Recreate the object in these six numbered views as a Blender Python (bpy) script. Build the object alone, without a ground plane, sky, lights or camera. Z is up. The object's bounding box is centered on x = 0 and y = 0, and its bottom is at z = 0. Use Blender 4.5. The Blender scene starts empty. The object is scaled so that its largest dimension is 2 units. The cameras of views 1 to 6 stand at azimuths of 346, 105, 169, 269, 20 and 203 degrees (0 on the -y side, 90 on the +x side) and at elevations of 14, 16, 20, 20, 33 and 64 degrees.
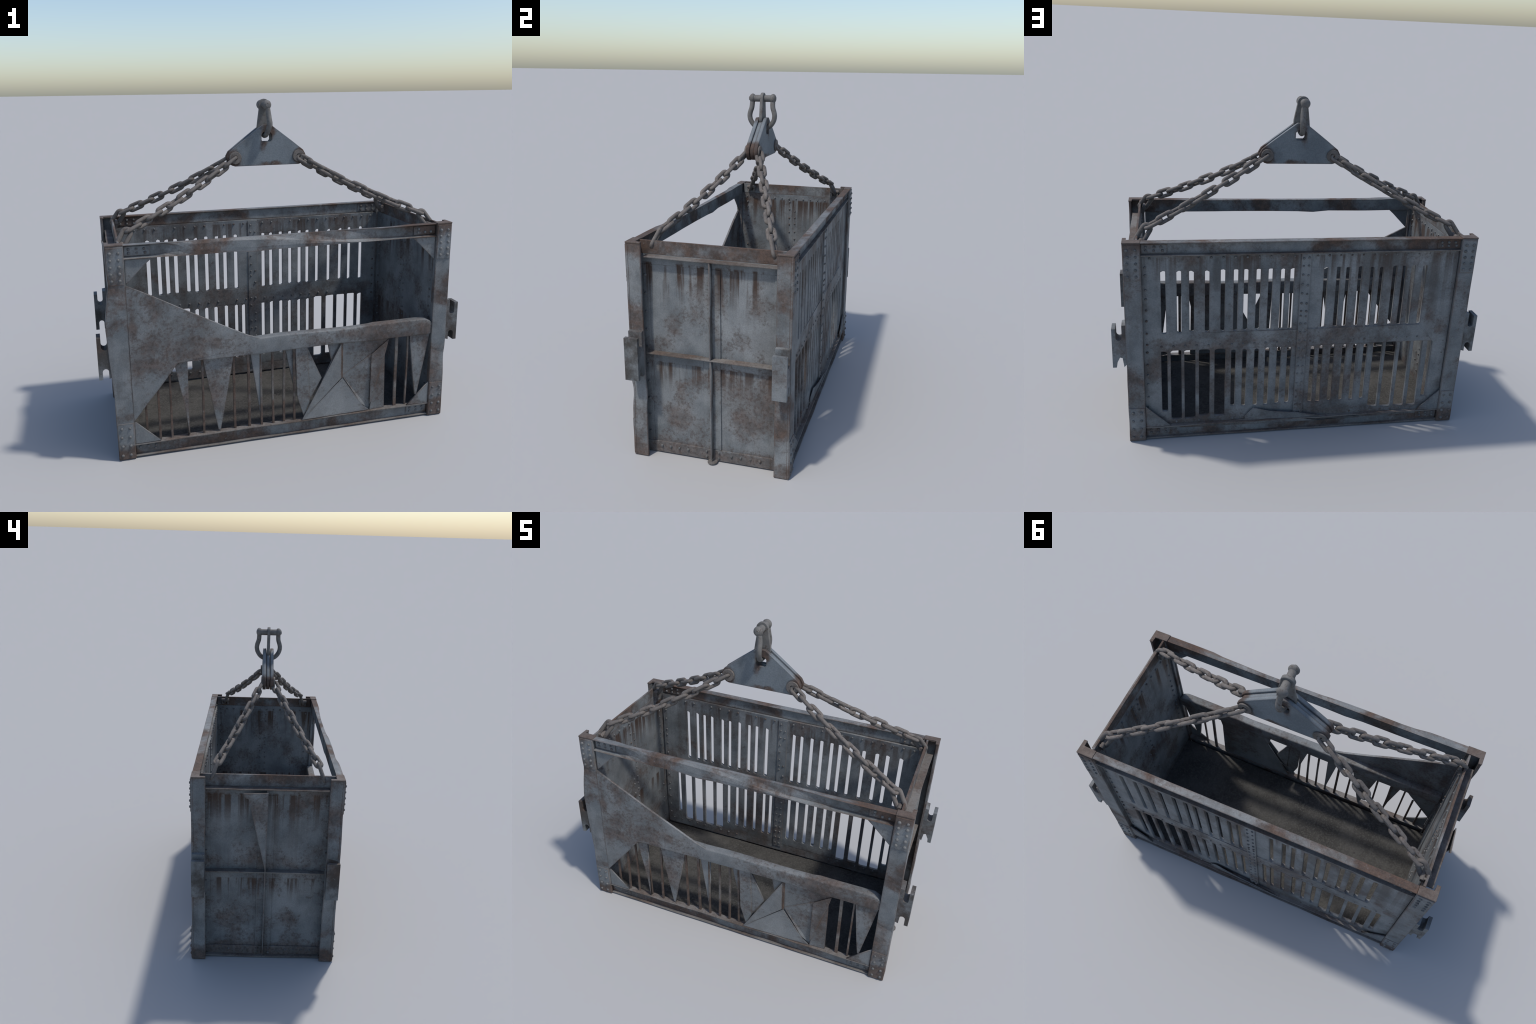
import bpy, bmesh, math, random
from mathutils import Vector, Matrix, noise

random.seed(7)
SC = bpy.context.scene.collection

# ------------------------------------------------------------------ sizes
HX, HY, HZ = 0.930, 0.412, 1.150        # outer half length, half width, frame height
POST_X, POST_Y = 0.842, 0.335           # inner edges of the corner angle irons
PANEL_Y = 0.385                         # outer face of the long walls
PANEL_X = 0.868                         # outer face of the end walls
FLOOR_Z = 0.040
RIG_X = -0.012                          # the sling hangs slightly off centre

# ------------------------------------------------------------------ materials
class Nodes:
    def __init__(self, name):
        self.m = bpy.data.materials.new(name); self.m.use_nodes = True
        self.t = self.m.node_tree; self.n = self.t.nodes; self.l = self.t.links
        self.bsdf = self.n['Principled BSDF']
        tc = self.n.new('ShaderNodeTexCoord'); self.co = tc.outputs['Object']
    def link(self, a, b): self.l.new(a, b)
    def mapping(self, scale=(1, 1, 1), loc=(0, 0, 0), src=None):
        m = self.n.new('ShaderNodeMapping'); m.inputs['Scale'].default_value = scale
        m.inputs['Location'].default_value = loc; self.link(src or self.co, m.inputs[0]); return m.outputs[0]
    def noise(self, scale, detail=6, rough=.6, vec=None, dist=0.0):
        t = self.n.new('ShaderNodeTexNoise'); t.inputs['Scale'].default_value = scale
        t.inputs['Detail'].default_value = detail; t.inputs['Roughness'].default_value = rough
        t.inputs['Distortion'].default_value = dist
        self.link(vec or self.co, t.inputs['Vector']); return t.outputs[0]
    def ramp(self, src, lo, hi, a=0.0, b=1.0):
        r = self.n.new('ShaderNodeMapRange'); r.interpolation_type = 'SMOOTHSTEP'
        r.inputs[1].default_value = lo; r.inputs[2].default_value = hi
        r.inputs[3].default_value = a; r.inputs[4].default_value = b
        self.link(src, r.inputs[0]); return r.outputs[0]
    def math(self, op, a, b=None):
        m = self.n.new('ShaderNodeMath'); m.operation = op; m.use_clamp = op in ('ADD', 'SUBTRACT', 'MULTIPLY')
        for i, v in enumerate((a, b)):
            if v is None: continue
            if isinstance(v, (int, float)): m.inputs[i].default_value = v
            else: self.link(v, m.inputs[i])
        return m.outputs[0]
    def mix(self, fac, a, b, mode='MIX'):
        m = self.n.new('ShaderNodeMix'); m.data_type = 'RGBA'; m.blend_type = mode
        if isinstance(fac, (int, float)): m.inputs[0].default_value = fac
        else: self.link(fac, m.inputs[0])
        for i, v in ((6, a), (7, b)):
            if isinstance(v, tuple): m.inputs[i].default_value = (*v, 1)
            else: self.link(v, m.inputs[i])
        return m.outputs[2]
    def xyz(self):
        s = self.n.new('ShaderNodeSeparateXYZ'); self.link(self.co, s.inputs[0]); return s.outputs
    def band(self, src, a, b, soft=.05):
        """1 between a and b, fading over soft"""
        return self.math('MULTIPLY', self.ramp(src, a - soft, a + soft), self.ramp(src, b - soft, b + soft, 1, 0))
    def blob(self, c, size, k):
        """soft elliptical patch of strength k around the point c"""
        sub = self.n.new('ShaderNodeVectorMath'); sub.operation = 'SUBTRACT'; self.link(self.co, sub.inputs[0]); sub.inputs[1].default_value = c
        div = self.n.new('ShaderNodeVectorMath'); div.operation = 'DIVIDE'; self.link(sub.outputs[0], div.inputs[0]); div.inputs[1].default_value = size
        ln = self.n.new('ShaderNodeVectorMath'); ln.operation = 'LENGTH'; self.link(div.outputs[0], ln.inputs[0])
        return self.ramp(ln.outputs['Value'], .15, 1.0, k, 0)
    def finish(self, col, rough=.75, bump_src=None, bump=.2, dist=.002, metal=0.0):
        self.link(col, self.bsdf.inputs['Base Color'])
        if isinstance(rough, float): self.bsdf.inputs['Roughness'].default_value = rough
        else: self.link(rough, self.bsdf.inputs['Roughness'])
        self.bsdf.inputs['Metallic'].default_value = metal
        self.bsdf.inputs['Specular IOR Level'].default_value = .3
        if bump_src is not None:
            b = self.n.new('ShaderNodeBump'); b.inputs['Strength'].default_value = bump
            b.inputs['Distance'].default_value = dist
            self.link(bump_src, b.inputs['Height']); self.link(b.outputs[0], self.bsdf.inputs['Normal'])
        return self.m

PAINT_A = (0.122, 0.134, 0.141)
PAINT_B = (0.178, 0.189, 0.194)
GRIME = (0.046, 0.042, 0.038)
RUST = (0.098, 0.058, 0.040)
RUST_D = (0.052, 0.034, 0.026)

def steel(name, rust=.5, grime=.5, streak=.5, seed=0.0, streak_bands=(), rust_bands=(), a=PAINT_A, b=PAINT_B, speck=.6, edge=0.0, spots=(), stains=()):
    N = Nodes(name)
    off = N.mapping(loc=(seed * 3.1, seed * 1.7, seed * 2.3))
    paint = N.mix(N.ramp(N.noise(7, 5, .6, off), .35, .65), a, b)
    pale = N.ramp(N.noise(3.0, 5, .6, N.mapping(scale=(1, 1, .6), loc=(seed * 5 + 2, 7, seed))), .48, .66, 0, .65)
    paint = N.mix(pale, paint, (b[0] * 1.28, b[1] * 1.26, b[2] * 1.24))
    # soft cloudy grime
    gn = N.noise(4.5, 8, .62, N.mapping(loc=(seed + 4, 1, seed)))
    for c, size, k in stains: gn = N.math('ADD', gn, N.blob(c, size, k))
    g = N.ramp(gn, .47, .64, 0, grime)
    col = N.mix(g, paint, GRIME)
    # rain streaks, narrow across and long down
    sv = N.mapping(scale=(26, 26, 1.3), loc=(seed, seed * 2, 0))
    s = N.ramp(N.noise(1.0, 5, .6, sv), .46, .60)
    amount = N.ramp(N.noise(2.2, 3, .5, N.mapping(loc=(seed * 1.3 + 9, 3, 2))), .42, .68, 0, streak)
    z = N.xyz()[2]
    for lo, hi, k in streak_bands:           # run-off below a ledge at height hi
        fade = N.math('MULTIPLY', N.ramp(z, lo, hi, 0, k), N.ramp(z, hi, hi + .012, 1, 0))
        amount = N.math('ADD', amount, fade)
    col = N.mix(N.math('MULTIPLY', s, amount), col, RUST_D)
    # rust fields: soft patch and speckled rim
    r0 = N.noise(3.0, 8, .62, N.mapping(loc=(seed * 2.2 + 1, seed, 5)), .4)
    for lo, hi, k in rust_bands:
        r0 = N.math('ADD', r0, N.math('MULTIPLY', N.band(z, lo, hi), k))
    for c, size, k in spots: r0 = N.math('ADD', r0, N.blob(c, size, k))
    patch = N.ramp(r0, .49, .655, 0, rust)
    rc = N.mix(N.ramp(N.noise(22, 5, .7, off), .4, .62), RUST_D, RUST)
    col = N.mix(patch, col, rc)
    fine = N.noise(60, 4, .65, off)
    sp = N.math('MULTIPLY', N.ramp(fine, .48, .62), N.ramp(r0, .455, .55, 0, speck * .6))
    col = N.mix(sp, col, RUST_D)
    if edge:      # brown wear creeping in from plate edges
        bv = N.n.new('ShaderNodeBevel'); bv.samples = 4; bv.inputs['Radius'].default_value = .014
        ge = N.n.new('ShaderNodeNewGeometry'); dt = N.n.new('ShaderNodeVectorMath'); dt.operation = 'DOT_PRODUCT'
        N.link(bv.outputs[0], dt.inputs[0]); N.link(ge.outputs['Normal'], dt.inputs[1])
        em = N.ramp(dt.outputs['Value'], .80, .995, edge, 0)
        em = N.math('MULTIPLY', em, N.ramp(N.noise(14, 5, .65, off), .38, .58, .25, 1))
        col = N.mix(em, col, RUST)
    # pale chips and grain
    col = N.mix(N.math('MULTIPLY', N.ramp(N.noise(38, 4, .7, off), .60, .72), .35), col, (.20, .205, .205))
    grain = N.ramp(N.noise(160, 3, .6), .3, .7, .88, 1.10)
    vm = N.n.new('ShaderNodeVectorMath'); vm.operation = 'SCALE'
    N.link(col, vm.inputs[0]); N.link(grain, vm.inputs[3])
    rough = N.ramp(patch, 0, 1, .62, .9)
    return N.finish(vm.outputs[0], rough, N.math('ADD', N.math('MULTIPLY', r0, .5), N.math('MULTIPLY', fine, .5)), .35, .003)

M_WALL = steel('weathered_blue_grey_plate', .55, .50, .28, 0.3, streak_bands=((.86, 1.055, .6),), rust_bands=((0.02, .13, .09), (1.06, 1.1, .08)), edge=.45,
               stains=[((x, .38, z), (w, .2, h), k) for x, z, w, h, k in ((.46, .97, .035, .16, .2), (.33, 1.0, .045, .13, .25), (.24, .97, .03, .12, .12), (-.33, 1.0, .05, .15, .25), (-.48, 1.0, .035, .14, .2), (-.70, .99, .06, .12, .12), (.55, .62, .10, .05, .1), (-.05, .12, .5, .07, .12))],
               spots=[((x, .38, z), (w, .2, h), k) for x, z, w, h, k in ((.78, .58, .07, .06, .09), (-.72, .70, .05, .10, .10), (-.78, .60, .05, .07, .09), (.0, .20, .05, .09, .12), (.62, 1.04, .12, .05, .06), (.30, .25, .35, .12, .05), (-.30, .28, .3, .12, .05))])
M_FRONT = steel('weathered_torn_plate', .60, .25, .15, 2.6, speck=.75, edge=.7, a=(.136, .147, .152), b=(.176, .185, .188),
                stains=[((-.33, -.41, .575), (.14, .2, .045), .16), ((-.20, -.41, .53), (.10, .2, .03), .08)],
                spots=[((x, -.41, z), (w, .2, h), k) for x, z, w, h, k in ((-.77, .51, .12, .06, .15), (-.76, .62, .08, .10, .10), (-.80, .45, .05, .10, .09), (-.42, .60, .13, .06, .09), (.38, .56, .16, .05, .15), (.79, .55, .06, .06, .14), (-.40, .30, .07, .18, .07), (.53, .20, .06, .14, .08), (-.82, .75, .03, .2, .08))])
M_END = steel('streaked_end_plate', .55, .30, .25, 1.1, streak_bands=((.80, 1.035, 1.0), (.34, .515, .9)),
              rust_bands=((-.05, .062, .24),), speck=.8,
              spots=[((x, y, z), (.3, w, h), k) for x, y, z, w, h, k in ((.86, -.20, .73, .07, .10, .11), (.86, .17, .72, .09, .12, .09), (.86, -.26, .63, .10, .06, .10), (.86, -.18, .24, .15, .14, .12), (.86, .17, .22, .15, .13, .12),
                     (.86, 0, .35, .03, .25, .07), (-.86, .17, .72, .06, .07, .12), (-.86, .22, .62, .14, .06, .12), (-.86, -.17, .27, .13, .09, .14), (-.86, .18, .25, .13, .14, .09), (-.86, -.25, .68, .10, .12, .08))])
M_POST = steel('weathered_frame_steel', .75, .35, .2, 3.7, edge=.8, rust_bands=((-.1, .08, .20), (.70, .76, .06), (.38, .46, .06), (1.10, 1.2, .16)))
M_RAIL = steel('weathered_rail_steel', .85, .5, .25, 5.2, edge=.7, rust_bands=((1.08, 1.2, .05), (-.1, .06, .06)))
M_LIP = steel('rust_edged_lip', .60, .3, .1, 6.4, rust_bands=((-1, 2, .05),), a=(.135, .125, .115), b=(.168, .158, .148))
M_CAP = steel('rust_brown_cap', .5, .3, .0, 7.7, rust_bands=((-1, 2, .10),), a=(.105, .085, .074), b=(.125, .103, .09))
M_RIG = steel('stained_lifting_plate', .85, .25, .35, 8.9, edge=.7, spots=[((RIG_X + x, 0, z), (w, .3, h), k) for x, z, w, h, k in ((.0, 1.640, .075, .09, .28), (-.025, 1.56, .04, .07, .20), (.0, 1.462, .11, .045, .26), (-.190, 1.506, .075, .08, .24), (.190, 1.506, .075, .08, .24), (.06, 1.47, .05, .035, .16))], a=(.118, .135, .148), b=(.152, .172, .186))
M_RIVET = steel('rivet_steel', .6, .3, .0, 12.2, a=(.098, .100, .100), b=(.132, .134, .133))
M_BAR = steel('rusty_bar_steel', .8, .4, .1, 9.3, rust_bands=((-1, 2, .13),), a=(.135, .125, .115), b=(.17, .16, .15))
M_BRACKET = steel('blotched_bracket_steel', .5, .95, .0, 10.6)

def iron(name, a, b):
    N = Nodes(name)
    info = N.n.new('ShaderNodeObjectInfo')
    c = N.mix(N.ramp(N.noise(30, 6, .65), .35, .65), a, b)
    c = N.mix(N.ramp(N.noise(55, 5, .7, N.mapping(loc=(3, 1, 8))), .52, .68, 0, .8), c, (.075, .052, .040))
    c = N.mix(N.ramp(info.outputs['Random'], 0, 1, 0, .35), c, (.075, .070, .066))
    return N.finish(c, .7, N.noise(120, 5, .7), .35, .002)

M_CHAIN = iron('brown_grey_chain_iron', (.118, .103, .092), (.160, .143, .130))
M_SHACKLE = iron('worn_shackle_iron', (.120, .116, .110), (.155, .150, .142))

def floor_material():
    N = Nodes('dusty_floor_plate')
    c = N.mix(N.ramp(N.noise(5, 8, .65), .35, .65), (.034, .033, .031), (.062, .060, .056))
    c = N.mix(N.ramp(N.noise(90, 4, .7), .45, .65, 0, .7), c, (.082, .079, .074))
    c = N.mix(N.ramp(N.noise(26, 6, .75, N.mapping(loc=(5, 2, 1))), .55, .68, 0, .7), c, (.028, .026, .024))
    return N.finish(c, .92, N.noise(70, 8, .75), .6, .006)
M_FLOOR = floor_material()

# ------------------------------------------------------------------ helpers
ROOT = bpy.data.objects.new('cargo_basket', None); SC.objects.link(ROOT)
ROOT['label'] = 'rusty riveted steel cargo basket hanging from four chains'
ROOT['category'] = 'cargo basket'

def put(name, mesh, mat, parent=None, smooth=None, kind=None):
    if mat and not mesh.materials: mesh.materials.append(mat)
    o = bpy.data.objects.new(name, mesh); SC.objects.link(o)
    o.parent = parent or ROOT
    if smooth is not None:
        for p in mesh.polygons: p.use_smooth = True
        mesh.set_sharp_from_angle(angle=math.radians(smooth))
    if kind: o['kind'] = kind
    return o

def bm_mesh(bm, name):
    bmesh.ops.recalc_face_normals(bm, faces=bm.faces)
    me = bpy.data.meshes.new(name); bm.to_mesh(me); bm.free(); return me

def add_box(bm, lo, hi, bevel=.002, cuts=None):
    """axis-aligned box, optionally cut along one axis: cuts=(axis, n)"""
    lo, hi = [min(a, b) for a, b in zip(lo, hi)], [max(a, b) for a, b in zip(lo, hi)]
    r = bmesh.ops.create_cube(bm, size=1)
    vs = r['verts']
    for v in vs:
        v.co = Vector([lo[i] if v.co[i] < 0 else hi[i] for i in range(3)])
    es = list({e for v in vs for e in v.link_edges})
    if bevel:
        geo = bmesh.ops.bevel(bm, geom=es, offset=bevel, segments=1, affect='EDGES', profile=.5)
        vs = list({v for f in geo['faces'] for v in f.verts} | {v for v in vs if v.is_valid})
    if cuts:
        ax, n = cuts
        no = Vector((0, 0, 0)); no[ax] = 1
        for i in range(1, n):
            p = Vector(lo); p[ax] = lo[ax] + (hi[ax] - lo[ax]) * i / n
            fs = {f for v in vs if v.is_valid for f in v.link_faces}
            g = list(fs) + list({e for f in fs for e in f.edges}) + list({v for f in fs for v in f.verts})
            out = bmesh.ops.bisect_plane(bm, geom=g, plane_co=p, plane_no=no)
            vs = [v for v in vs if v.is_valid] + [x for x in out['geom_cut'] if isinstance(x, bmesh.types.BMVert)]

def box(name, lo, hi, mat, parent=None, bevel=.002, cuts=None, warp=None):
    bm = bmesh.new(); add_box(bm, lo, hi, bevel, cuts)
    if warp:
        for v in bm.verts: v.co = warp(v.co)
    return put(name, bm_mesh(bm, name), mat, parent)

def plate(name, outline, holes, depth, mat, parent=None, axis='y', bevel=.0012, warp=None, smooth=None):
    """flat plate with holes: 2D outline in (x,z) for axis 'y' or (y,z) for axis 'x'; depth=(from,to)"""
    cu = bpy.data.curves.new(name, 'CURVE'); cu.dimensions = '2D'; cu.fill_mode = 'BOTH'
    d0, d1 = min(depth), max(depth)
    cu.bevel_depth = bevel; cu.bevel_resolution = 0; cu.offset = -bevel; cu.extrude = max(1e-4, (d1 - d0) / 2 - bevel)
    for pts in [outline] + list(holes):
        s = cu.splines.new('POLY'); s.points.add(len(pts) - 1); s.use_cyclic_u = True
        for p, (u, v) in zip(s.points, pts): p.co = (u, v, 0, 1)
    tmp = bpy.data.objects.new('tmp', cu); SC.objects.link(tmp)
    dg = bpy.context.evaluated_depsgraph_get()
    me = bpy.data.meshes.new_from_object(tmp.evaluated_get(dg)); me.name = name
    bpy.data.objects.remove(tmp); bpy.data.curves.remove(cu)
    mid = (d0 + d1) / 2
    bm = bmesh.new(); bm.from_mesh(me)
    bmesh.ops.remove_doubles(bm, verts=bm.verts, dist=1e-5)
    for v in bm.verts:
        u, w, d = v.co
        v.co = (u, mid + d, w) if axis == 'y' else (mid + d, u, w)
        if warp: v.co = warp(v.co)
    bpy.data.meshes.remove(me)
    return put(name, bm_mesh(bm, name), mat, parent, smooth)

def sheet(name, verts, faces, thick, mat, parent=None, offset=0.0, smooth=None):
    me = bpy.data.meshes.new(name); me.from_pydata([tuple(v) for v in verts], [], faces)
    o = bpy.data.objects.new('tmp', me); SC.objects.link(o)
    m = o.modifiers.new('s', 'SOLIDIFY'); m.thickness = thick; m.offset = offset; m.use_even_offset = False
    dg = bpy.context.evaluated_depsgraph_get()
    me2 = bpy.data.meshes.new_from_object(o.evaluated_get(dg)); me2.name = name
    bpy.data.objects.remove(o); bpy.data.meshes.remove(me)
    bm = bmesh.new(); bm.from_mesh(me2); bpy.data.meshes.remove(me2)
    return put(name, bm_mesh(bm, name), mat, parent, smooth)

def loft(name, sections, mat, parent=None, closed=True, caps=True, smooth=None):
    bm = bmesh.new(); rows = [[bm.verts.new(p) for p in s] for s in sections]
    n = len(sections[0])
    for a, b in zip(rows, rows[1:]):
        for i in range(n if closed else n - 1):
            j = (i + 1) % n; bm.faces.new((a[i], a[j], b[j], b[i]))
    if caps and closed: bm.faces.new(rows[0]); bm.faces.new(rows[-1])
    return put(name, bm_mesh(bm, name), mat, parent, smooth)

def tube(bm, path, radius, seg=10, closed=False, caps=True):
    """sweep a circle along path; radius may be a number or a list"""
    n = len(path); P = [Vector(p) for p in path]; rows = []
    up = None
    for i in range(n):
        a = P[(i - 1) % n] if closed or i > 0 else P[i]
        b = P[(i + 1) % n] if closed or i < n - 1 else P[i]
        t = (b - a).normalized()
        if up is None:
            up = t.orthogonal().normalized()
        up = (up - t * up.dot(t)).normalized(); side = t.cross(up)
        r = radius[i] if isinstance(radius, (list, tuple)) else radius
        rows.append([bm.verts.new(P[i] + (up * math.cos(k * 2 * math.pi / seg) + side * math.sin(k * 2 * math.pi / seg)) * r) for k in range(seg)])
    pairs = list(zip(rows, rows[1:])) + ([(rows[-1], rows[0])] if closed else [])
    for a, b in pairs:
        for i in range(seg): bm.faces.new((a[i], a[(i + 1) % seg], b[(i + 1) % seg], b[i]))
    if not closed and caps: bm.faces.new(rows[0]); bm.faces.new(rows[-1])

def rivets(name, items, mat, parent, r=.0075, h=.006):
    mat = M_RIVET; h *= 1.3; r *= 0.98
    """domed rivet heads joined into one mesh; items = [(position, outward normal)]"""
    bm = bmesh.new()
    for p, nrm in items:
        nrm = Vector(nrm).normalized(); u = nrm.orthogonal().normalized(); w = nrm.cross(u); p = Vector(p)
        k = random.uniform(.88, 1.1)
        rings = [[bm.verts.new(p + nrm * (hh * h * k - .001) + (u * math.cos(a * math.pi / 4) + w * math.sin(a * math.pi / 4)) * r * k * rr) for a in range(8)]
                 for rr, hh in ((1.0, 0), (.93, .55), (.55, .95))]
        for a, b in zip(rings, rings[1:]):
            for i in range(8): bm.faces.new((a[i], a[(i + 1) % 8], b[(i + 1) % 8], b[i]))
        bm.faces.new(rings[-1])
    return put(name, bm_mesh(bm, name), mat, parent, smooth=50, kind='stuff')

def lerp_table(t, table):
    if t <= table[0][0]: return table[0][1]
    for (a, va), (b, vb) in zip(table, table[1:]):
        if t <= b: return va + (vb - va) * (t - a) / (b - a)
    return table[-1][1]

def wob(p, amp, scale=6.0, seed=0.0):
    v = noise.noise_vector(Vector(p) * scale + Vector((seed, seed * .7, -seed)))
    return Vector(p) + v * amp

# ------------------------------------------------------------------ floor
bm = bmesh.new()
nx, ny = 90, 40
grid = [[None] * (ny + 1) for _ in range(nx + 1)]
for i in range(nx + 1):
    for j in range(ny + 1):
        x = -.868 + 1.736 * i / nx; y = -.366 + .732 * j / ny
        h = .004 * noise.fractal(Vector((x * 4, y * 4, 1)), 1.0, 2.0, 4) + .0025 * noise.noise(Vector((x * 22, y * 22, 3)))
        grid[i][j] = bm.verts.new((x, y, FLOOR_Z + h))
for i in range(nx):
    for j in range(ny):
        bm.faces.new((grid[i][j], grid[i + 1][j], grid[i + 1][j + 1], grid[i][j + 1]))
rim = [e for e in bm.edges if e.is_boundary]
ret = bmesh.ops.extrude_edge_only(bm, edges=rim)
nv = [g for g in ret['geom'] if isinstance(g, bmesh.types.BMVert)]
for v in nv: v.co.z = .012
ne = [e for e in bm.edges if e.is_boundary]
bmesh.ops.holes_fill(bm, edges=ne)
put('floor', bm_mesh(bm, 'floor'), M_FLOOR, smooth=60)

# ------------------------------------------------------------------ corner posts
FL_DENT = [(0, 0), (.35, .002), (.47, .010), (.60, .016), (.74, .023), (.86, .008), (.947, -.006), (1.06, 0), (1.15, 0)]
FR_DENT = [(0, 0), (.28, 0), (.34, -.008), (.38, -.009), (.43, 0), (1.15, 0)]

def corner_post(sx, sy, seed):
    def warp(c):
        c = Vector(c); f = 1.0
        if sx < 0 and sy < 0:
            d = lerp_table(c.z, FL_DENT) * max(0, (abs(c.x) - POST_X) / (HX - POST_X)); c.x -= d
        if sx > 0 and sy < 0:
            c.y -= lerp_table(c.z, FR_DENT) * max(0, (abs(c.x) - .9) / .03)
        return wob(c, .0018, 9, seed) if .02 < c.z < 1.12 else c
    bm = bmesh.new()
    add_box(bm, (sx * POST_X, sy * .400, 0), (sx * HX, sy * HY, 1.144), .002, (2, 30))
    add_box(bm, (sx * .916, sy * POST_Y, 0), (sx * (HX - .0006), sy * .4015, 1.143), .002, (2, 30))
    for v in bm.verts: v.co = warp(v.co)
    post = put('corner_post', bm_mesh(bm, 'corner_post'), M_POST)
    # inner backing angle that closes the corner behind the walls
    box('post_backing', (sx * .846, sy * .378, .01), (sx * .860, sy * .399, 1.14), M_POST, post, .001)
    # top cap: L-shaped
    L = [(POST_X, .368), (.912, .368), (.912, POST_Y), (HX + .001, POST_Y), (HX + .001, HY + .001), (POST_X, HY + .001)]
    bm = bmesh.new()
    lo = [bm.verts.new((sx * x, sy * y, 1.1425)) for x, y in L]; hi = [bm.verts.new((sx * x, sy * y, HZ)) for x, y in L]
    bm.faces.new(lo); bm.faces.new(hi)
    for i in range(6): bm.faces.new((lo[i], lo[(i + 1) % 6], hi[(i + 1) % 6], hi[i]))
    bmesh.ops.bevel(bm, geom=list(bm.edges), offset=.0012, segments=1, affect='EDGES')
    put('post_cap', bm_mesh(bm, 'post_cap'), M_CAP, post)
    # riveted doubler plates on the long side
    its = []
    for z0, z1, rows in ((.948, 1.138, 5), (.006, .208, 4)):
        box('rivet_plate', (sx * (POST_X + .003), sy * (HY - .002), z0), (sx * (HX - .003), sy * (HY + .0035), z1), M_POST, post, .0012, (2, 8), warp)
        for i in range(rows):
            z = z0 + .022 + (z1 - z0 - .05) * i / (rows - 1)
            for x in (.866, .908):
                its.append((warp(Vector((sx * x + random.uniform(-.002, .002), sy * (HY + .0035), z))), (0, sy, 0)))
    rivets('rivets', its, M_POST, post, .0088, .0065)
    # H-shaped guide bracket on the end face, 
    def arc(cx, cz, r, a0, a1, n=6): return [(cx + r * math.cos(a0 + (a1 - a0) * i / n), cz + r * math.sin(a0 + (a1 - a0) * i / n)) for i in range(n + 1)]
    prof = [(.929, .470), (.949, .464)] + arc(.9645, .503, .0155, math.pi, 0) + [(.980, .461), (1.0, .461), (1.0, .684), (.980, .684)] \
        + arc(.9645, .632, .0155, 0, -math.pi) + [(.949, .700), (.929, .703)]
    if sx > 0 and sy > 0:   # broken lower fork
        prof = [(.929, .475), (.942, .462), (.949, .515), (.962, .519), (.978, .486), (.980, .461)] + prof[10:]
    bm = bmesh.new()
    rows = [[bm.verts.new((sx * x, sy * y, z)) for x, z in prof] for y in (.337, .408)]
    n = len(prof)
    bm.faces.new(rows[0]); bm.faces.new(rows[1])
    for i in range(n): bm.faces.new((rows[0][i], rows[0][(i + 1) % n], rows[1][(i + 1) % n], rows[1][i]))
    put('guide_bracket', bm_mesh(bm, 'guide_bracket'), M_BRACKET, post)
    return post

sd = 1
for sx in (-1, 1):
    for sy in (-1, 1):
        corner_post(sx, sy, sd * 2.3); sd += 1

# ------------------------------------------------------------------ long rails
def rail_sheet(name, stations, sy, mat, thick=.007, smooth=None):
    """stations: [(x, [(y,z)...])] swept into a folded sheet"""
    verts, faces = [], []
    n = len(stations[0][1])
    for x, sec in stations:
        for y, z in sec: verts.append((x, sy * y, z))
    for i in range(len(stations) - 1):
        for k in range(n - 1):
            a = i * n + k; faces.append((a, a + 1, a + 1 + n, a + n))
    return sheet(name, verts, faces, thick, mat, offset=0, smooth=smooth)

def rail_end_plates(rail, sy, z0, z1, y):
    its = []
    for sx in (-1, 1):
        box('rivet_plate', (sx * .712, sy * (y - .003), z0), (sx * .840, sy * (y + .004), z1), M_RAIL, rail, .001)
        for x in (.738, .776, .814):
            for z in (z0 + .014, z1 - .014):
                if random.random() < .92: its.append(((sx * (x + random.uniform(-.004, .004)), sy * (y + .004), z), (0, sy, 0)))
    rivets('rivets', its, M_RAIL, rail, .0078, .006)

NORMAL = [(.370, 1.1445), (.4085, 1.1445), (.394, 1.138), (.392, 1.083), (.409, 1.076)]
xs = [-.842 + 1.684 * i / 16 for i in range(17)]
back_sec = lambda x: [(y, z + .0015 * math.sin(x * 9 + k)) for k, (y, z) in enumerate(NORMAL)]
# back top rail: sound C-shaped section (top flange, web, lower lip)
def cbox_rail(name, sy, z_lo, z_hi, top=True):
    bm = bmesh.new()
    def warp(c): return wob(c, .0015, 5, 3 + sy)
    add_box(bm, (-.842, sy * .380, z_lo), (.842, sy * .389, z_hi - .003), .001, (0, 24))
    if top: add_box(bm, (-.842, sy * .369, z_hi - .006), (.842, sy * .4105, z_hi), .0015, (0, 24))
    for v in bm.verts: v.co = warp(v.co)
    return put(name, bm_mesh(bm, name), M_RAIL)
def lip(parent, sy, z, y1=.409, th=.006, amp=.0015, seed=0.0, mat=M_LIP, y0=.387):
    box('lip', (-.8415, sy * y0, z - th / 2), (.8415, sy * y1, z + th / 2), mat, parent, .001, (0, 48), lambda c: wob(c, amp, 8, seed))

r = cbox_rail('top_rail', 1, 1.080, 1.147); lip(r, 1, 1.0785, seed=1); rail_end_plates(r, 1, 1.087, 1.134, .389)
# riveted end plates on the inside of the back rail
for sx in (-1, 1): box('rivet_plate', (sx * .712, .3765, 1.087), (sx * .840, .381, 1.134), M_RAIL, r, .001)
its = [((sx * x, .3765, z), (0, -1, 0)) for sx in (-1, 1) for x in (.735, .775, .815) for z in (1.098, 1.122)]
rivets('rivets', its, M_RAIL, r, .0075, .006)

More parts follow.
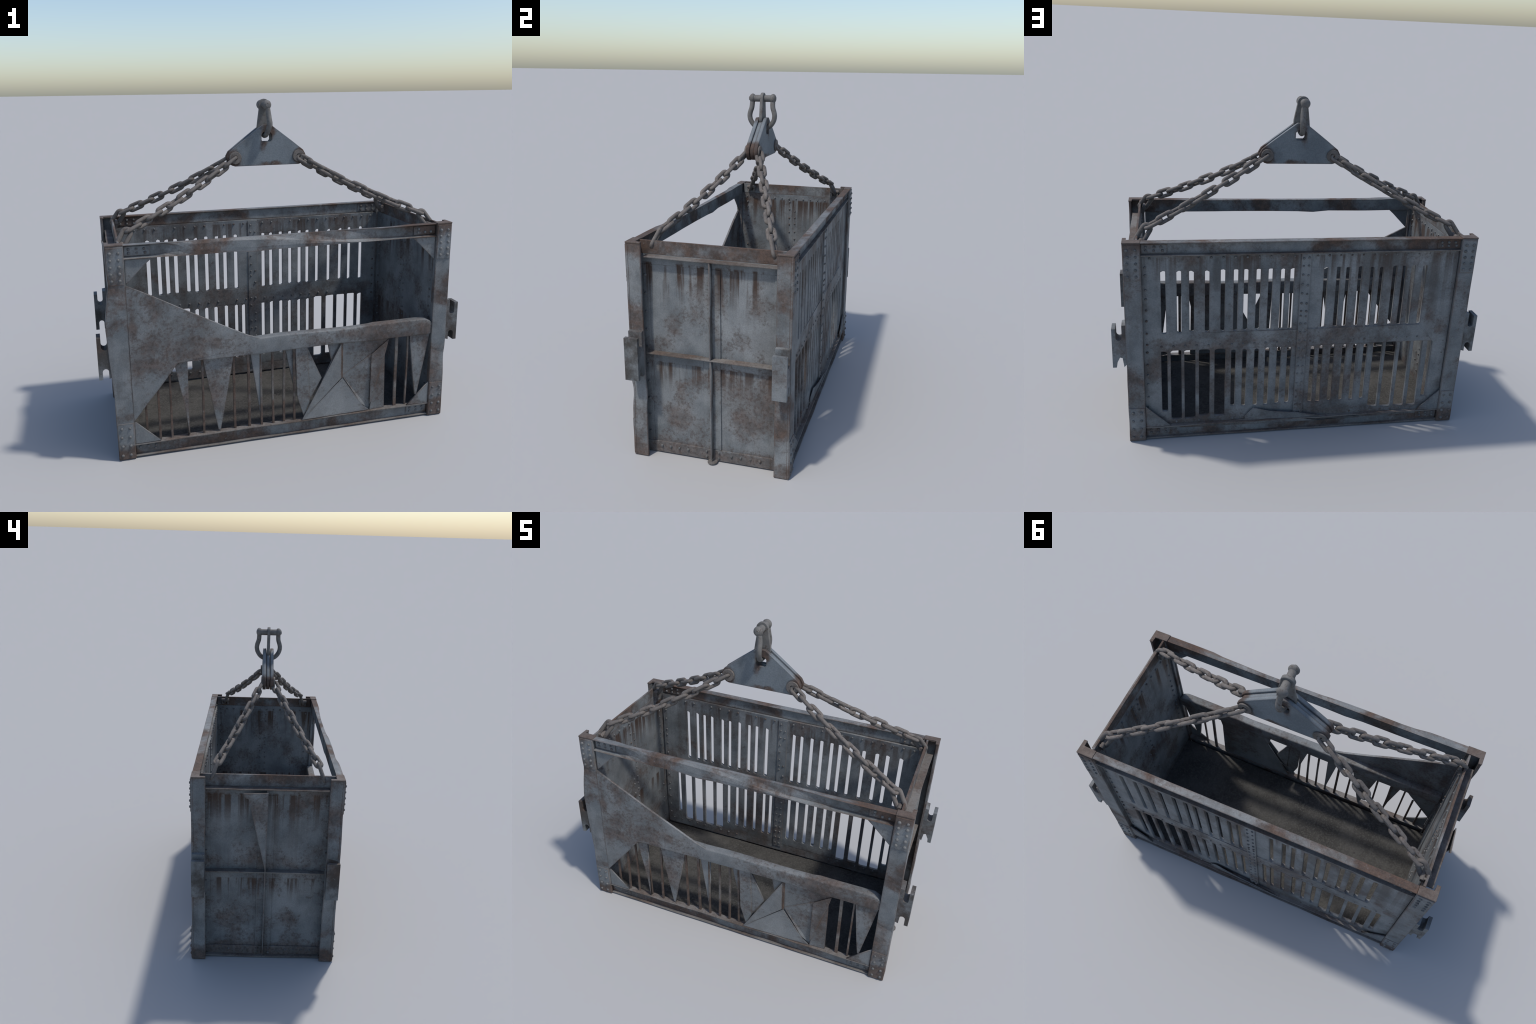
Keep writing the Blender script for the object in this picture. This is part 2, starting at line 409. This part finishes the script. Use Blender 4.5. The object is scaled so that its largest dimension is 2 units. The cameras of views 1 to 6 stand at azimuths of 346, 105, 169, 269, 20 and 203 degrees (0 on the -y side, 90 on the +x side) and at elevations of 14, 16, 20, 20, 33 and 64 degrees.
# front top rail: crushed, the flange folded down along a travelling crease
CH = [(.376, 1.071), (.374, 1.1435), (.4085, 1.1445), (.3835, 1.140), (.382, 1.082), (.409, 1.0765), (.380, 1.072)]
def crush(p0, p1, p2, p3, p4, drop=0.0):
    return [(.376, p4[1] - .002 - drop), (.376, 1.139), p0, p1, p2, p3, (p4[0] + .009, p4[1])]
ST = [(-.842, CH), (-.70, CH),
      (-.64, crush((.407, 1.1445), (.388, 1.140), (.388, 1.090), (.409, 1.0765), (.371, 1.072))),
      (-.57, crush((.400, 1.142), (.402, 1.128), (.401, 1.095), (.4095, 1.0755), (.372, 1.071))),
      (-.50, crush((.398, 1.1415), (.405, 1.128), (.408, 1.095), (.4095, 1.075), (.372, 1.071))),
      (-.30, crush((.397, 1.1415), (.407, 1.131), (.409, 1.098), (.4095, 1.0775), (.372, 1.073))),
      (-.20, crush((.396, 1.140), (.408, 1.128), (.410, 1.092), (.409, 1.068), (.372, 1.064))),
      (-.10, crush((.395, 1.140), (.408, 1.124), (.410, 1.092), (.408, 1.073), (.372, 1.069))),
      (.08, crush((.393, 1.141), (.406, 1.108), (.411, 1.090), (.408, 1.075), (.371, 1.072))),
      (.29, crush((.393, 1.142), (.397, 1.094), (.412, 1.084), (.408, 1.076), (.371, 1.073))),
      (.42, crush((.398, 1.142), (.390, 1.120), (.391, 1.087), (.409, 1.0765), (.371, 1.072))),
      (.52, crush((.402, 1.140), (.387, 1.132), (.386, 1.083), (.409, 1.0755), (.370, 1.072))),
      (.58, crush((.408, 1.143), (.385, 1.138), (.384, 1.083), (.409, 1.0765), (.370, 1.072))),
      (.70, CH), (.842, CH)]
r = rail_sheet('top_rail', ST, -1, M_RAIL, .006)
rail_end_plates(r, -1, 1.087, 1.134, .387)
# corner gussets under the front top rail
GUS_UP = [(.838, 1.072), (.705, 1.072), (.742, 1.040), (.838, .945)]
for sx in (-1, 1):
    plate('corner_gusset', [(sx * x, z) for x, z in GUS_UP], [], (-.394, -.401), M_FRONT, r)

# bottom rails with lower gussets
for sy in (-1, 1):
    r = cbox_rail('bottom_rail', sy, .008, .080, False)
    lip(r, sy, .0775, seed=4 + sy, amp=.003, y0=.372 if sy < 0 else .384)
    lip(r, sy, .0085, y1=.406, seed=6 + sy, amp=.002)
    rail_end_plates(r, sy, .022, .068, .389)
    for sx in (-1, 1):
        g = [(.840, .081), (.708, .083), (.774, .146), (.840, .212)]
        plate('corner_gusset', [(sx * x, z) for x, z in g], [], (sy * .399, sy * .4085), M_FRONT if sy < 0 else M_RAIL, r)

# ------------------------------------------------------------------ back wall: slotted plate
def slot(xc, w, z0, z1):
    """slot with irregular clipped ends"""
    h = w / 2; j = lambda: random.uniform(-.0008, .0008)
    a, b, c, d = [min(h, .0115) * random.choice((.35, .55, .8, .95)) for _ in range(4)]
    k = .62
    return [(xc - h + j(), z0 + a * k), (xc - h + a, z0 + j()), (xc + h - b, z0 + j()), (xc + h + j(), z0 + b * k),
            (xc + h + j(), z1 - c * k), (xc + h - c, z1 + j()), (xc - h + d, z1 + j()), (xc - h + j(), z1 - d * k)]

upper = [.736, .656, .592, .512, .431, .364, .311, .247, .184, .119, .068,
         -.112, -.181, -.232, -.299, -.366, -.417, -.492, -.546, -.596, -.661]
low_thin = [.370, .310, .245, .185, .121, .064, -.068, -.114, -.180, -.248, -.310, -.371]
low_wide = [(.676, .055, .105), (.603, .059, .104), (.525, .058, .118), (.442, .058, .110),
            (-.442, .054, .112), (-.519, .064, .108), (-.601, .060, .108), (-.678, .054, .106)]
holes = [slot(x, .0232, .636 + random.uniform(-.003, .003), .987 + random.uniform(-.003, .003)) for x in upper]
holes += [slot(x, .0230, .164 + random.uniform(-.003, .003), .526 + random.uniform(-.003, .003)) for x in low_thin]
holes += [slot(x, w, z0, .532) for x, w, z0 in low_wide]
holes += [slot(.737, .031, .160, .528), slot(-.748, .026, .163, .528)]
edge_x = [-.843 + 1.686 * i / 40 for i in range(41)]
outline = [(x, .050) for x in edge_x] + [(.843, 1.078), (-.843, 1.078)]
def back_warp(c):
    c = Vector(c)
    if c.z < .13:      # buckled lower edge, pushed out over the middle
        k = max(0, 1 - abs((c.x + .05) / .36)); f = max(0, min(1, (.13 - c.z) / .07))
        c.y += .020 * k * f; c.z += .055 * max(0, 1 - abs((c.x - .10) / .22)) * f
    c.y += .0022 * noise.noise(Vector((c.x * 3, 0, c.z * 3)))
    if c.y > .375:     # corner and middle band stand a little proud on one half
        c.y += .007 * max(0, min(1, (-.74 - c.x) / .03)) + (.005 if c.x < -.03 and .53 < c.z < .635 else 0)
    return c
back = plate('slotted_wall', outline, holes, (.3670, PANEL_Y), M_WALL, bevel=.0012, warp=back_warp)

its = []
strip = box('centre_strip', (-.027, .3845, .085), (.027, .3935, 1.072), M_WALL, back, .001, (2, 16), lambda c: wob(c, .001, 8, 4))
box('centre_strip', (-.033, .3620, .085), (.027, .3680, 1.072), M_WALL, back, .001, (2, 16), lambda c: wob(c, .001, 8, 5))
for z in [.115, .165, .215, .255, .305, .36, .41, .46, .515, .565, .62, .67, .715, .745, .79, .845, .895, .95, 1.0, 1.045]:
    for x in (-.014, .014):
        its.append(((x, .3935, z + random.uniform(-.004, .004)), (0, 1, 0)))
        if random.random() < .8: its.append(((x - .003, .3620, z), (0, -1, 0)))
for side, y in ((1, PANEL_Y), (-1, .3670)):
    n = (0, side, 0)
    for i in range(27):
        x = -.80 + 1.6 * i / 26
        if abs(x) < .035: continue
        if random.random() < .9: its.append(((x, y, 1.056), n))
        if abs(x) < .76 and random.random() < .9: its.append(((x + .012, y, .559), n))
        if abs(x) > .3 and random.random() < .8: its.append(((x, y, .092), n))
    for i in range(15):
        for sx in (-1, 1):
            if random.random() < .9: its.append(((sx * .823, y, .14 + .88 * i / 14 + random.uniform(-.012, .012)), n))
rivets('rivets', its, M_WALL, back, .0068, .0055)
# torn flap along the buckled lower edge
verts = [(.30, .390, .105), (.255, .400, .160), (.16, .404, .135), (.0, .410, .118), (-.17, .409, .078), (-.37, .394, .055),
         (.30, .388, .060), (.25, .392, .070), (.15, .395, .070), (.0, .397, .070), (-.17, .396, .060), (-.37, .391, .048)]
sheet('torn_flap', verts, [(i, i + 1, i + 7, i + 6) for i in range(5)], .004, M_WALL, back)

# ------------------------------------------------------------------ end walls
def end_wall(sx):
    s = lambda y: y
    wall = box('end_wall', (sx * .857, -.384, .003), (sx * PANEL_X, .384, 1.0795), M_END, None, .001, (2, 30),
               lambda c: Vector((c.x + sx * .003 * noise.noise(Vector((c.y * 4, c.z * 4, sx))), c.y, c.z)))
    # top web and its outward lip
    web = box('end_rail', (sx * .857, -.366, 1.080), (sx * .868, .366, 1.1475), M_RAIL, wall, .0012, (1, 16), lambda c: wob(c, .0012, 7, sx))
    box('lip', (sx * .8685, -.334, 1.0715), (sx * .910, .334, 1.078), M_LIP, web, .001, (1, 28), lambda c: wob(c, .002, 9, sx * 3))
    # flat frame strips riveted on the plate
    P0 = PANEL_X - .001
    def strip(y0, y1, z0, z1, k=1.0):
        box('frame_strip', (sx * P0, y0, z0), (sx * (PANEL_X + .007 * k), y1, z1), M_END, wall, .0012)
    strip(-.045, .045, .066, 1.031)
    strip(-.36, -.322, .066, 1.031, .98); strip(.312, .36, .066, 1.031, .98)
    strip(-.36, .36, 1.0315, 1.071, .9)
    for y0, y1 in ((-.3215, -.0455), (.0455, .3115)): strip(y0, y1, .517, .5755, .9)
    strip(-.36, .36, .004, .065, 1.3)
    # ribs
    rib_x = .907
    plate('upright_rib', [(-.0032, .576), (.0032, .576), (.0032, 1.071), (-.0032, 1.071)], [], (sx * PANEL_X, sx * rib_x), M_RAIL, wall, 'x', .0008)
    if sx < 0:   # torn sheet folded over the rib
        sheet('folded_flap', [(-.911, -.002, .577), (-.921, -.004, 1.064), (-.934, .130, 1.062), (-.930, .118, 1.034), (-.928, .102, 1.030)],
              [(0, 1, 2, 3, 4)], .005, M_FRONT, wall)
        box('lip', (-.866, -.335, .0065), (-.902, .335, .013), M_LIP, wall, .001, (1, 30), lambda c: wob(c + Vector((0, 0, -.004 * math.cos(c.y * 5))), .002, 8, 4))
    plate('upright_rib', [(-.0032, .020), (.0032, .020), (.0032, .568), (-.0032, .568)], [], (PANEL_X * sx, (rib_x - .004) * sx), M_RAIL, wall, 'x', .0008)
    box('cross_rib', (sx * PANEL_X, -.335, .569), (sx * rib_x, .335, .576), M_LIP, wall, .001, (1, 24), lambda c: wob(c, .0015, 8, sx * 5))
    if sx > 0:   # bent foot under the rib
        bm = bmesh.new(); bmesh.ops.create_cone(bm, cap_ends=True, segments=14, radius1=.026, radius2=.026, depth=.006, matrix=Matrix.Translation((.892, .004, .006)))
        put('bent_foot', bm_mesh(bm, 'bent_foot'), M_LIP, wall)
    its = []; x = PANEL_X + .007 * 1.3
    for y in (-.28, -.232, -.184, -.135, .10, .15, .20, .25): its.append(((sx * x, y, .042), (sx, 0, 0)))
    for y in (-.033, .033):
        for z in (.020, .05): its.append(((sx * x, y, z), (sx, 0, 0)))
    for i in range(10):
        for y in (-.34, .335): its.append(((sx * (PANEL_X + .0069), y, .12 + .095 * i), (sx, 0, 0)))
    rivets('rivets', its, M_END, wall, .0078, .0065)
    its = []
    for i in range(14): its.append(((sx * .857, -.34 + .68 * i / 13, 1.052), (-sx, 0, 0)))
    for i in range(18):
        z = .12 + .90 * i / 17
        for y in (-.335, -.02, .02, .335):
            if random.random() < .85: its.append(((sx * .857, y, z + random.uniform(-.01, .01)), (-sx, 0, 0)))
    rivets('rivets', its, M_END, wall, .0068, .0055)
    # ground angle inside along the end
    return wall
end_wall(1); end_wall(-1)

# ------------------------------------------------------------------ front wall: wrecked slotted plate
# surviving middle rail (hollow box), slightly crushed
def sec(x, y0, y1, z0, z1, r=.008):
    pts = []
    for cy, cz, a0 in ((y1 - r, z1 - r, 0), (y0 + r, z1 - r, 90), (y0 + r, z0 + r, 180), (y1 - r, z0 + r, 270)):
        for k in range(4):
            a = math.radians(a0 + 30 * k); pts.append((x, -(cy + r * math.cos(a)), cz + r * math.sin(a)))
    return pts
RAIL = [(-.843, .362, .406, .512, .600), (-.60, 0.362, .406, .510, .598), (-.30, 0.362, .408, .507, .598), (-.17, 0.362, .411, .504, .595),
        (-.05, 0.362, .412, .508, .600), (.10, 0.361, .411, .510, .598), (.26, 0.362, .409, .512, .594), (.36, 0.362, .406, .509, .594), (.46, 0.364, .409, .505, .598),
        (.50, 0.360, .410, .505, .601), (.62, 0.362, .411, .509, .602), (.72, 0.362, .411, .508, .603), (.80, 0.362, .411, .507, .603), (.832, 0.364, .409, .508, .588), (.843, 0.366, .406, .512, .575)]
mid = loft('middle_rail', [sec(*r_) for r_ in RAIL], M_FRONT, smooth=40)

# large torn plate hanging from the corner
TP = [(-.842, .944), (-.727, .886), (-.504, .764), (-.36, .687), (-.231, .620), (-.165, .594), (-.19, .552), (-.25, .509), (-.42, .508), (-.555, .512),
      (-.604, .511), (-.681, .409), (-.842, .210)]
def torn_warp(c):
    c = Vector(c); d = (c.x + .842) / .65
    c.y -= .003 * math.sin(min(1, d) * 5) + .004 * max(0, 1 - abs((c.x + .60) / .08)) * max(0, 1 - abs((c.z - .51) / .08))
    return c
torn = plate('torn_plate', TP, [], (-.400, -.413), M_FRONT, bevel=.0015, warp=torn_warp)

# buckled patch of plate right of the middle
PIECES = [[(.071, -.409, .084), (.303, -.399, .304), (.298, -.401, .505)],
          [(.071, -.407, .084), (.310, -.396, .300), (.436, -.396, .118), (.478, -.396, .084)],
          [(.294, -.394, .508), (.310, -.382, .300), (.486, -.388, .421), (.584, -.396, .506)],
          [(.312, -.386, .312), (.484, -.393, .421), (.482, -.380, .084), (.430, -.390, .125)],
          [(.482, -.399, .421), (.583, -.401, .503), (.567, -.397, .425), (.500, -.394, .150), (.481, -.394, .120)],
          [(.481, -.394, .083), (.497, -.391, .180), (.566, -.390, .425), (.573, -.388, .083)]]
patch = None
for P in PIECES:
    o = sheet('buckled_plate', P, [tuple(range(len(P)))], .004, M_FRONT, patch)
    patch = patch or o
plate('backing_sheet', [(.10, .082), (.573, .082), (.566, .425), (.580, .508), (.298, .508)], [], (-.376, -.384), M_FRONT, patch)
for P, y in (([(.036, .510), (.105, .510), (.119, .183), (.085, .100), (.047, .223)], .398),
             ([(.103, .510), (.190, .316), (.119, .183)], .392),
             ([(.228, .510), (.300, .510), (.247, .410)], .385)):
    plate('torn_shard', P, [], (-y, -y + .012), M_FRONT, patch, bevel=.0006)
# second ply inside, making the patch two layers deep
box('bar', (.296, -.389, .30), (.312, -.3985, .512), M_BAR, patch, .001)

# hanging shards
for P, y in (([(-.622, .51), (-.552, .51), (-.556, .083), (-.572, .237)], .402),
             ([(-.470, .51), (-.306, .51), (-.386, .086), (-.398, .092)], .396),
             ([(-.213, .51), (-.150, .51), (-.153, .085), (-.162, .150)], .388),
             ([(-.018, .51), (.030, .51), (.030, .290)], .380),
             ([(.713, .51), (.837, .51), (.772, .140), (.762, .140), (.748, .230)], .399)):
    plate('torn_shard', P, [], (-y, -y + .014), M_FRONT, mid, bevel=.0006)

# thin slats left between the torn slots
BARS = [(-.776, .285, .013), (-.709, .37, .014), (-.646, .46, .012), (-.557, .51, .013), (-.476, .51, .013), (-.304, .51, .014), (-.223, .51, .016),
        (-.155, .51, .013), (-.089, .51, .013), (-.0275, .51, .014), (.034, .51, .014), (.640, .51, .019), (.705, .51, .011)]
for x, top, w in BARS:
    lean = random.uniform(-.004, .004)
    top += .03 if top < .5 else 0
    box('slat', (x - w * .42, -.380, .075), (x + w * .42, -.391, top), M_BAR, mid, .001, (2, 6),
        lambda c, x=x, l=lean: Vector((x + (c.x - x) * (1 + .12 * abs(c.z - .3) / .2) + l * (c.z - .08) / .4, c.y + .003 * math.sin(c.z * 9 + x * 20), c.z)))

# ------------------------------------------------------------------ lifting plates
TRI = [(-.223, 1.508), (-.207, 1.537), (-.060, 1.645), (-.012, 1.682), (.030, 1.676), (.080, 1.640), (.153, 1.585), (.211, 1.540), (.223, 1.514), (.204, 1.466), (.188, 1.459), (-.182, 1.459), (-.212, 1.478)]
TRI = [(-.224, 1.512), (-.210, 1.538), (-.150, 1.585), (-.070, 1.645), (-.022, 1.680), (.022, 1.680), (.070, 1.645), (.150, 1.585), (.210, 1.538), (.224, 1.512), (.216, 1.482), (.198, 1.464), (.182, 1.459),
       (-.182, 1.459), (-.198, 1.464), (-.216, 1.482)]
def circ(cx, cz, r, n=10): return [(cx + r * math.cos(2 * math.pi * i / n), cz + r * math.sin(2 * math.pi * i / n)) for i in range(n)]
BORE = [(-.030, 1.596), (-.022, 1.588), (.022, 1.588), (.029, 1.598), (.029, 1.628), (.018, 1.640), (-.018, 1.640), (-.030, 1.628)]
mv = lambda pts: [(x + RIG_X, z) for x, z in pts]
rig = None
for sy in (-1, 1):
    p = plate('lifting_plate', mv(TRI), [mv(BORE), mv(circ(-.181, 1.506, .0125)), mv(circ(.181, 1.506, .0125))], (sy * .013, sy * .033), M_RIG, bevel=.002)
    rig = rig or p
    for sx in (-1, 1):
        plate('washer', mv(circ(sx * .181, 1.506, .034, 16)), [mv(circ(sx * .181, 1.506, .0125))], (sy * .0325, sy * .0425), M_CHAIN, p, bevel=.0015)
# spacer between the plates, and the hanger arm that carries the shackle pin
plate('spacer_plate', mv([(x * .965, 1.46 + (z - 1.459) * .95) for x, z in TRI]), [mv(BORE), mv(circ(-.181, 1.506, .0125)), mv(circ(.181, 1.506, .0125))],
      (-.0105, .0105), M_RIG, bevel=.0015)
arm = [(-.052, 1.640), (-.046, 1.690), (-.036, 1.760)] + [(-.008 + .033 * math.cos(math.radians(a)), 1.785 + .033 * math.sin(math.radians(a))) for a in range(195, -16, -21)] + [(.030, 1.745), (.040, 1.690), (.040, 1.640)]
plate('hanger_arm', mv(arm), [], (-.009, .009), M_SHACKLE, bevel=.002)

# bow shackle
bm = bmesh.new()
BOW = [(-.060, 1.785), (-.060, 1.760), (-.062, 1.735), (-.070, 1.710), (-.073, 1.688), (-.068, 1.664), (-.054, 1.642), (-.034, 1.627), (0, 1.620)]
path = BOW + [(-y, z) for y, z in BOW[-2::-1]]
sm = []
for i in range(len(path) - 1):
    p0, p1, p2, p3 = [Vector((0, *path[max(0, min(len(path) - 1, k))])) for k in (i - 1, i, i + 1, i + 2)]
    for s_ in range(3):
        t = s_ / 3
        sm.append(.5 * (2 * p1 + (p2 - p0) * t + (2 * p0 - 5 * p1 + 4 * p2 - p3) * t * t + (3 * p1 - p0 - 3 * p2 + p3) * t ** 3))
sm.append(Vector((0, *path[-1])))
pts = [(RIG_X - .006 + .010 * math.sin(math.pi * (1.785 - p.z) / .165), p.y, p.z) for p in sm]
tube(bm, pts, .0142, 12)
for sy in (-1, 1):
    m = Matrix.Translation((RIG_X - .008, sy * .060, 1.786)) @ Matrix.Diagonal((1, .70, 1, 1))
    bmesh.ops.create_uvsphere(bm, u_segments=16, v_segments=10, radius=.0262, matrix=m)
sh = put('bow_shackle', bm_mesh(bm, 'bow_shackle'), M_SHACKLE, smooth=45)
bm = bmesh.new(); tube(bm, [(RIG_X - .008, y, 1.786) for y in (-.068, -.03, .03, .068)], .0190, 14)
bmesh.ops.create_cone(bm, cap_ends=True, segments=6, radius1=.013, radius2=.011, depth=.008, matrix=Matrix.Translation((RIG_X - .008, -.076, 1.786)) @ Matrix.Rotation(math.pi / 2, 4, 'X'))
put('shackle_pin', bm_mesh(bm, 'shackle_pin'), M_SHACKLE, sh, smooth=45)

# ------------------------------------------------------------------ chains
PITCH, WIRE, WIDTH = .0655, .0102, .053
def link_mesh():
    bm = bmesh.new(); R = WIDTH / 2 - WIRE; half = (PITCH + 2 * WIRE) / 2 - R + 0.0
    path = []
    for i in range(9):
        a = -math.pi / 2 + math.pi * i / 8; path.append((half + R * math.cos(a), R * math.sin(a), 0))
    for i in range(9):
        a = math.pi / 2 + math.pi * i / 8; path.append((-half + R * math.cos(a), R * math.sin(a), 0))
    tube(bm, path, WIRE, 10, closed=True)
    me = bm_mesh(bm, 'chain_link'); me.materials.append(M_CHAIN)
    for p in me.polygons: p.use_smooth = True
    return me
LINK = link_mesh()

def chain(sx, sy, sag, twist):
    S = Vector((RIG_X + sx * .187, sy * .036, 1.500)); E = Vector((sx * .808, sy * .279, 1.187)); A = Vector((sx * .850, sy * .305, 1.122))
    # anchor lug welded inside the end rail: cheek plate, cross pin and keeper
    bm = bmesh.new()
    tube(bm, [(sx * .842, A.y + d, A.z + .004) for d in (-.030, -.026, .024, .030)], [.010, .0125, .0125, .010], 12)
    add_box(bm, (sx * .836, A.y + sy * .014, A.z - .030), (sx * .860, A.y + sy * .026, A.z + .014), .0015)
    add_box(bm, (sx * .836, A.y - sy * .026, A.z - .030), (sx * .860, A.y - sy * .014, A.z + .004), .0015)
    anchor = put('sling_chain', bm_mesh(bm, 'sling_chain'), M_CHAIN, smooth=40)
    n = 200
    pts = [S.lerp(E, i / n) + Vector((0, 0, -sag * 4 * (i / n) * (1 - i / n))) for i in range(n + 1)]
    L = [0]
    for a, b in zip(pts, pts[1:]): L.append(L[-1] + (b - a).length)
    count = round(L[-1] / PITCH); pitch = L[-1] / count
    def at(d):
        d = max(0, min(L[-1], d)); k = next(i for i in range(1, n + 1) if L[i] >= d - 1e-9)
        return pts[k - 1].lerp(pts[k], (d - L[k - 1]) / (L[k] - L[k - 1]))
    nodes = [at(i * pitch) for i in range(count + 1)] + [A]
    rnd = random.Random(int(50 + sx * 3 + sy * 7))
    last = len(nodes) - 2
    for i in range(last + 1):
        a, b = nodes[i], nodes[i + 1]
        t = (b - a).normalized()
        ref = Vector((1, 0, 0)) if i == last else Vector((0, 0, 1))
        yv = (ref - t * ref.dot(t)).normalized()
        if i < last:
            roll = twist * (1 - i / last) + rnd.uniform(-.30, .30) + (math.pi / 2 if (last - i) % 2 else 0)
            yv = Matrix.Rotation(roll, 3, t) @ yv
        zv = t.cross(yv)
        o = bpy.data.objects.new('chain_link', LINK); SC.objects.link(o); o.parent = anchor
        k = (b - a).length / PITCH
        M = Matrix((t, yv, zv)).transposed().to_4x4(); M.translation = (a + b) / 2
        o.matrix_world = M @ Matrix.Diagonal((max(.97, min(1.2, k)), 1.22 if i == last else rnd.uniform(.96, 1.05), 1.05 if i == last else 1, 1))

chain(-1, -1, .016, .5)
chain(1, -1, .018, .9)
chain(-1, 1, .014, .7)
chain(1, 1, .012, .3)
